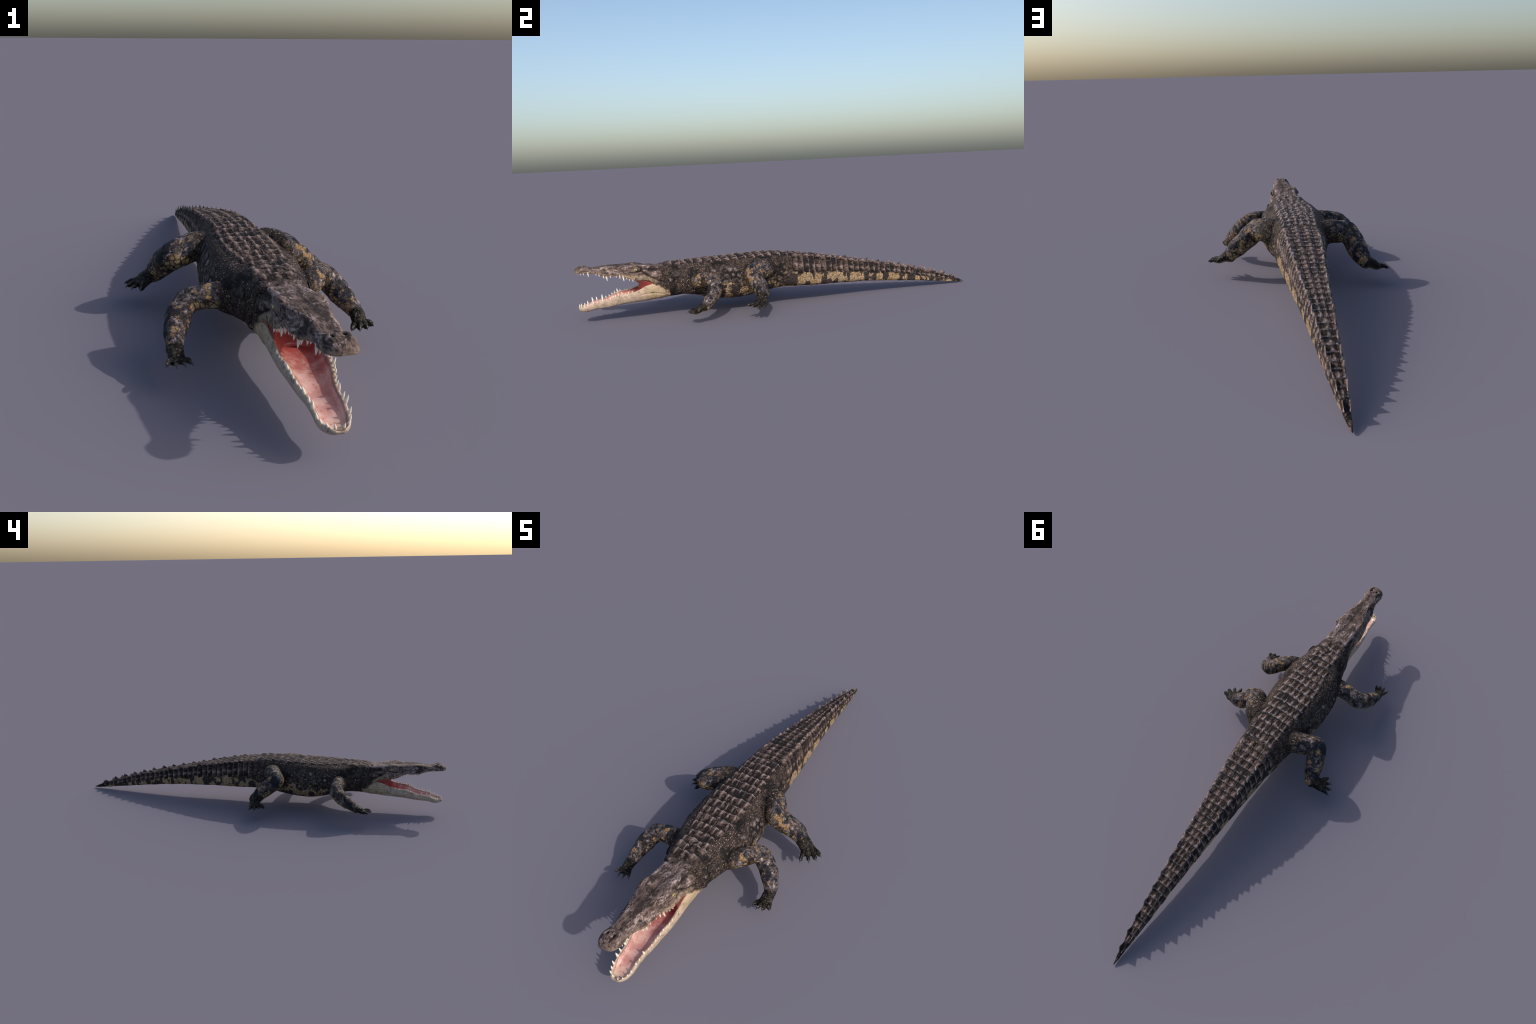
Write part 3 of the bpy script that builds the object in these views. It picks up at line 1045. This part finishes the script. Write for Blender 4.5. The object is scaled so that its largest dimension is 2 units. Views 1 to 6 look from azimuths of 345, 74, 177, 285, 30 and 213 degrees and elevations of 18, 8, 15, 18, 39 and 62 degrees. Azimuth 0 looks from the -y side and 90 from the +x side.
STEP = .0302
for q, y in enumerate(np.arange(.018, .965, STEP)):             # rings down the tail
    w, zb, zt = TRUNK(y)
    blend = smooth(.03, .14, y)
    flat = float(ARMOUR(min(y, .12))[0]) * (1 - blend) + w * .80 * blend
    fade = 1 - smooth(.5, 1.0, y) * .5
    spike = q % 2 == 0
    mid = flat * .56
    cols = 2 if y < .60 else 1
    if y < .90:
        cuts = np.linspace(-mid, mid, cols + 1)
        for k in range(cols):
            scute("tail_scute", tail, y, STEP * 1.10, cuts[k], cuts[k + 1], .0050 * fade * RNG.uniform(.85, 1.15), .22, (.85, .85), n=8)
    for side in (-1, 1):
        low = SKIN.arc_at_height(y, side, zb + (zt - zb) * RNG.uniform(.43, .56))
        brow = min(flat * 1.22, low * .8)
        if y < .93:
            scute("tail_scute", tail, y, STEP * 1.10, side * mid if side > 0 else -brow, brow if side > 0 else -mid,
                  .0055 * fade * RNG.uniform(.85, 1.15), .2 if spike else .55, (.85, .85), n=8)
            scute("flank_plate", tail, y, STEP * 1.08, brow if side > 0 else -low, low if side > 0 else -brow,
                  .0036 * fade * RNG.uniform(.8, 1.2), 0, (.85, .2) if side > 0 else (.2, .85), n=8, bow=.16)
        if spike:
            p, nn = SKIN.at(y, side * flat * .92)
            tall = np.interp(y, [0, .2, .5, .75, .9, 1], [.0120, .0160, .0215, .0265, .0260, .0170])
            up = np.array([side * .04, 0, 1.]) + nn * .05
            place(SPIKE[(q // 2) % 2], "crest_spike", tail, SCUTE, p, up, (0, 1, -.18),
                  (max(.007, flat * .42), STEP * 2.0, tall * RNG.uniform(.82, 1.14)), .0)

# oval shields on the flank
for side in (-1, 1):
    for zf, r0, y0, y1, gap in ((.208, .0165, -.385, -.140, .038), (.178, .0130, -.405, -.150, .033), (.152, .0110, -.410, -.150, .027), (.130, .0100, -.400, -.160, .024)):
        for y in np.arange(y0, y1, gap):
            yy = y + RNG.normal(0, .004) + (.012 if zf < .19 else 0)
            zz = zf + RNG.normal(0, .004)
            hit = cast((side * .35, yy, zz), (-side, 0, 0))
            if hit is None or abs(hit[0][0]) > .145:
                continue
            r = r0 * RNG.uniform(.70, 1.35)
            place(FLANK, "flank_scale", torso, None, hit[0], hit[1], (0, 1, -.1), (r * 1.7, r * 2.0, r * .24), -.0004)


# broad low shields on the nape and softer ones on the sides of the neck
for y, half, cols in ((-.584, .050, 3), (-.551, .062, 4), (-.521, .060, 4)):
    cuts = np.linspace(-1, 1, cols + 1) + np.concatenate([[0], RNG.normal(0, .06, cols - 1), [0]])
    for k in range(cols):
        scute("neck_shield", neck, y + RNG.normal(0, .003), .037, cuts[k] * half, cuts[k + 1] * half, .0042 * RNG.uniform(.7, 1.2), .35,
              (.2 if k == 0 else .7, .2 if k == cols - 1 else .7), rear=.6, bow=.3)
for side in (-1, 1):
    for y, z, r in ((-.553, .203, .0190), (-.522, .192, .0140), (-.578, .178, .0120)):
        hit = cast((side * .4, y, z), (-side, 0, 0))
        if hit:
            place(FLANK, "neck_bump", neck, None, hit[0], hit[1], (0, 1, -.1), (r * 1.75, r * 2.1, r * .16), -.0006)


def flank_material():
    n = Nodes("flank_shield")
    wv = n.node("ShaderNodeNewGeometry", "Position")
    R = n.random()
    mid = n.noise(wv, 70, 4, .65)
    gz = n.xyz(n.gen)[2]
    col = n.mix(n.step(mid, .42, .62), (.026, .021, .020), (.120, .094, .087))
    heart = n.step(n.add(gz, n.mul(n.sub(mid, .5), .5)), .66, 1.02)
    col = n.mix(n.mul(heart, n.mul(n.step(R, .45, .10), n.step(mid, .36, .60))), col, (.24, .178, .165))
    col = n.mix(n.mul(n.step(R, .62, .72), .45), col, (.018, .016, .017))
    col = n.mix(n.step(n.add(gz, n.mul(n.sub(mid, .5), .4)), .62, .34), col, (.012, .010, .010))
    return n.finish(col, .5, n.bump(mid, .4, .002))


FLANK.materials.append(flank_material())

# ------------------------------------------------------------ mouth lining
def strip(rows, thick, name, parent):
    """Closed sheet from rows of points, thickened downward along z."""
    a = np.array(rows, float)
    n, m = a.shape[:2]
    v = list(a.reshape(-1, 3)) + list((a + [0, 0, thick]).reshape(-1, 3))
    f, o = [], n * m
    for j in range(n - 1):
        for i in range(m - 1):
            p = j * m + i
            f.append((p, p + 1, p + m + 1, p + m))
            f.append((o + p, o + p + m, o + p + m + 1, o + p + 1))
    rim = list(range(m)) + [j * m + m - 1 for j in range(1, n)] + [(n - 1) * m + i for i in range(m - 2, -1, -1)] + [j * m for j in range(n - 2, 0, -1)]
    for k in range(len(rim)):
        p, q = rim[k], rim[(k + 1) % len(rim)]
        f.append((p, o + p, o + q, q))
    m_ = mesh_of(name, v, f)
    return obj_from_mesh(name, m_, parent, MOUTH)


lower_rows, upper_rows = [], []
for y in np.concatenate([np.linspace(-.972, -.94, 8), np.linspace(-.935, -.64, 44)]):
    w, zr, zb = LOWER(y)
    cxx = float(SPINE_X(y)[0])
    tip = smooth(-.992, -.95, y)
    fl = .60 - .16 * tip
    shut = .70 + .10 * smooth(-.97, -.93, y)
    row = []
    for u in np.linspace(-1, 1, 17):
        fr = np.interp(abs(u) * shut, [0, .35, .64, .78, .86], [fl - .08, fl - .04, fl + .08, .90, 1.])
        row.append((cxx + u * w * shut, y, zb + (zr - zb) * fr + .0016 + .0008 * math.sin(40 * y) * (1 - u * u)))
    lower_rows.append(row)
for y in np.concatenate([np.linspace(-.985, -.94, 10), np.linspace(-.935, -.62, 44)]):
    w, zb, zt, fl = UPPER(y)
    cxx = float(SPINE_X(y)[0])
    row = []
    for u in np.linspace(-1, 1, 17):
        fr = np.interp(abs(u) * .84, [0, .62, .90], [.12, .08, 0.])
        row.append((cxx + u * w * .84, y, zb + (zt - zb) * fr - .0016))
    upper_rows.append(row)
strip(lower_rows, -.003, "mouth_floor", jaw)
strip(upper_rows, .004, "palate", head)
# the red membrane between the jaws, notched at the corner of the mouth
v, f = [], []
NU, NT = 17, 13
for layer in range(2):
    for t in np.linspace(0, 1, NT):
        for u in np.linspace(-1, 1, NU):
            edge = -.742 + .030 * math.sin(math.pi * min(1, t * 1.02)) ** .8
            y = edge + .050 * (1 - u * u) if layer == 0 else -.625
            wl, zr, zb = LOWER(y)
            wu, zu, zt, fl = UPPER(y)
            x = SPINE_X(y)[0] + u * (wl * .80 * (1 - t) + wu * .80 * t)
            lo, hi = zb + (zr - zb) * .42, zu + .006
            v.append((x, y, lo + (hi - lo) * t))
o = NU * NT
for layer in range(2):
    for j in range(NT - 1):
        for i in range(NU - 1):
            p = layer * o + j * NU + i
            f.append((p, p + 1, p + NU + 1, p + NU) if layer == 0 else (p, p + NU, p + NU + 1, p + 1))
rim = list(range(NU)) + [j * NU + NU - 1 for j in range(1, NT)] + [(NT - 1) * NU + i for i in range(NU - 2, -1, -1)] + [j * NU for j in range(NT - 2, 0, -1)]
for k in range(len(rim)):
    p, q = rim[k], rim[(k + 1) % len(rim)]
    f.append((p, o + p, o + q, q))
obj_from_mesh("mouth_membrane", mesh_of("mouth_membrane", v, f), head, MOUTH)

# ------------------------------------------------------------------- teeth
def tooth_mesh(name, n=10, m=8, bend=.12):
    v, f = [], []
    for k in range(m):
        t = k / (m - 1)
        r = .5 * (1 - t ** 1.7) ** .75 * (1 - .12 * t) if k < m - 1 else .02
        for i in range(n):
            a = i / n * 2 * math.pi
            v.append((r * math.cos(a), r * math.sin(a) + bend * t * t, t * 1.18 - .18))
    for k in range(m - 1):
        for i in range(n):
            j = (i + 1) % n
            f.append((k * n + i, k * n + j, (k + 1) * n + j, (k + 1) * n + i))
    f += [tuple(range(n - 1, -1, -1)), tuple((m - 1) * n + i for i in range(n))]
    return mesh_of(name, v, f)


TOOTH_M = tooth_mesh("tooth")


def set_tooth(parent, base, tip, width):
    base, tip = Vector(base), Vector(tip)
    z = (tip - base)
    ln = z.length
    z.normalize()
    place(TOOTH_M, "tooth", parent, TOOTH, base, z, (0, 1, 0), (width, width, ln))


LOWER_TEETH = [(.009, -.985, .012), (.022, -.977, .012), (.030, -.965, .013), (.034, -.948, .017), (.0355, -.926, .025), (.0365, -.908, .018),
               (.0375, -.882, .023), (.0400, -.866, .011), (.0435, -.851, .011), (.0470, -.838, .013), (.0495, -.826, .014), (.0515, -.813, .021),
               (.0530, -.799, .014), (.0545, -.782, .009), (.0555, -.768, .011), (.0560, -.754, .012)]
UPPER_TEETH = [(.008, -.990, .007), (.020, -.983, .009), (.029, -.972, .010), (.0345, -.958, .011), (.0355, -.939, .019), (.0345, -.905, .008), (.0370, -.892, .011),
               (.0420, -.873, .013), (.0445, -.861, .022), (.0485, -.843, .011), (.0500, -.828, .008), (.0515, -.818, .011), (.0545, -.802, .014),
               (.0570, -.788, .019), (.0590, -.773, .009), (.0605, -.761, .010), (.0615, -.747, .010)]
for side in (-1, 1):
    for x, y, ln in LOWER_TEETH:
        ln *= RNG.uniform(.78, 1.06)
        y += RNG.normal(0, .0012)
        zr = LOWER(y)[1]
        b = np.array([SPINE_X(y)[0] + side * x, y, zr - .002])
        lean = np.array([side * .20, -.22, 1.]) if y > -.955 else np.array([side * .25, -.12, 1.])
        lean += RNG.normal(0, .07, 3)
        lean /= np.linalg.norm(lean)
        set_tooth(jaw, b, b + lean * ln, .0028 + .36 * ln)
    for x, y, ln in UPPER_TEETH:
        ln *= RNG.uniform(.98, 1.28)
        zl = UPPER(y)[1]
        b = np.array([SPINE_X(y)[0] + side * x, y, zl + .002])
        lean = np.array([side * .08, .03, -1.])
        lean += RNG.normal(0, .05, 3)
        lean /= np.linalg.norm(lean)
        set_tooth(head, b, b + lean * ln, .0028 + .30 * ln)


# -------------------------------------------------------------------- eyes
def ball_mesh(name, n=24, m=14):
    v, f = [], []
    for k in range(m + 1):
        a = math.pi * k / m
        for i in range(n):
            t = 2 * math.pi * i / n
            v.append((math.cos(a), math.sin(a) * math.cos(t), math.sin(a) * math.sin(t)))
    for k in range(m):
        for i in range(n):
            j = (i + 1) % n
            f.append((k * n + i, (k + 1) * n + i, (k + 1) * n + j, k * n + j))
    return mesh_of(name, v, f)


def ring_mesh(name, n=26, m=8, thick=.24):
    """Almond eyelid ring around the local x axis."""
    v, f = [], []
    for i in range(n):
        t = 2 * math.pi * i / n
        cy, cz = 1.18 * math.cos(t), .86 * math.sin(t)
        th = thick * (1.0 + .35 * max(0, math.sin(t)))
        for k in range(m):
            a = 2 * math.pi * k / m
            v.append((math.sin(a) * th * 1.3, cy * (1 + math.cos(a) * th), cz * (1 + math.cos(a) * th)))
    for i in range(n):
        for k in range(m):
            j, l = (i + 1) % n, (k + 1) % m
            f.append((i * m + k, j * m + k, j * m + l, i * m + l))
    return mesh_of(name, v, f)


BALL, RING = ball_mesh("eye"), ring_mesh("eyelid")
for side in (-1, 1):
    hit = cast((side * .3, -.731, .2365), (-side, 0, 0))
    p, nn = hit
    out = Vector((side, -.22, .25)).normalized()
    yv = Vector((0, 1, 0))
    yv = (yv - out * yv.dot(out)).normalized()
    zv = out.cross(yv) if side > 0 else yv.cross(out)
    rot = Matrix((out, yv, zv)).transposed()
    for mesh, name, mat, r, sink in ((BALL, "eye", EYE, .0082, .0046), (RING, "eyelid", LID, .0068, -.0004)):
        o = obj_from_mesh(name, mesh, head, mat)
        o.matrix_local = Matrix.Translation(Vector(p) - out * sink) @ rot.to_4x4() @ Matrix.Diagonal((r, r, r, 1))

# ------------------------------------------------------------------- claws
def claw_mesh(name, n=10, m=9):
    v, f = [], []
    for k in range(m):
        t = k / (m - 1)
        r = .5 * (1 - t) ** .8 if k < m - 1 else .015
        for i in range(n):
            a = i / n * 2 * math.pi
            v.append((r * math.cos(a) * .85, r * math.sin(a) + .35 * math.sin(math.pi * t), t * 1.35 - .35))
    for k in range(m - 1):
        for i in range(n):
            j = (i + 1) % n
            f.append((k * n + i, k * n + j, (k + 1) * n + j, (k + 1) * n + i))
    f += [tuple(range(n - 1, -1, -1)), tuple((m - 1) * n + i for i in range(n))]
    return mesh_of(name, v, f)


CLAW_M = claw_mesh("claw")
for key, pairs in CLAWS.items():
    for a, b in pairs:
        a, b = Vector(a), Vector(b)
        d = b - a
        place(CLAW_M, "claw", limbs[key], CLAW, a, d, (0, 0, 1), (.0118, .0118, d.length))

bpy.data.meshes.remove(skin)
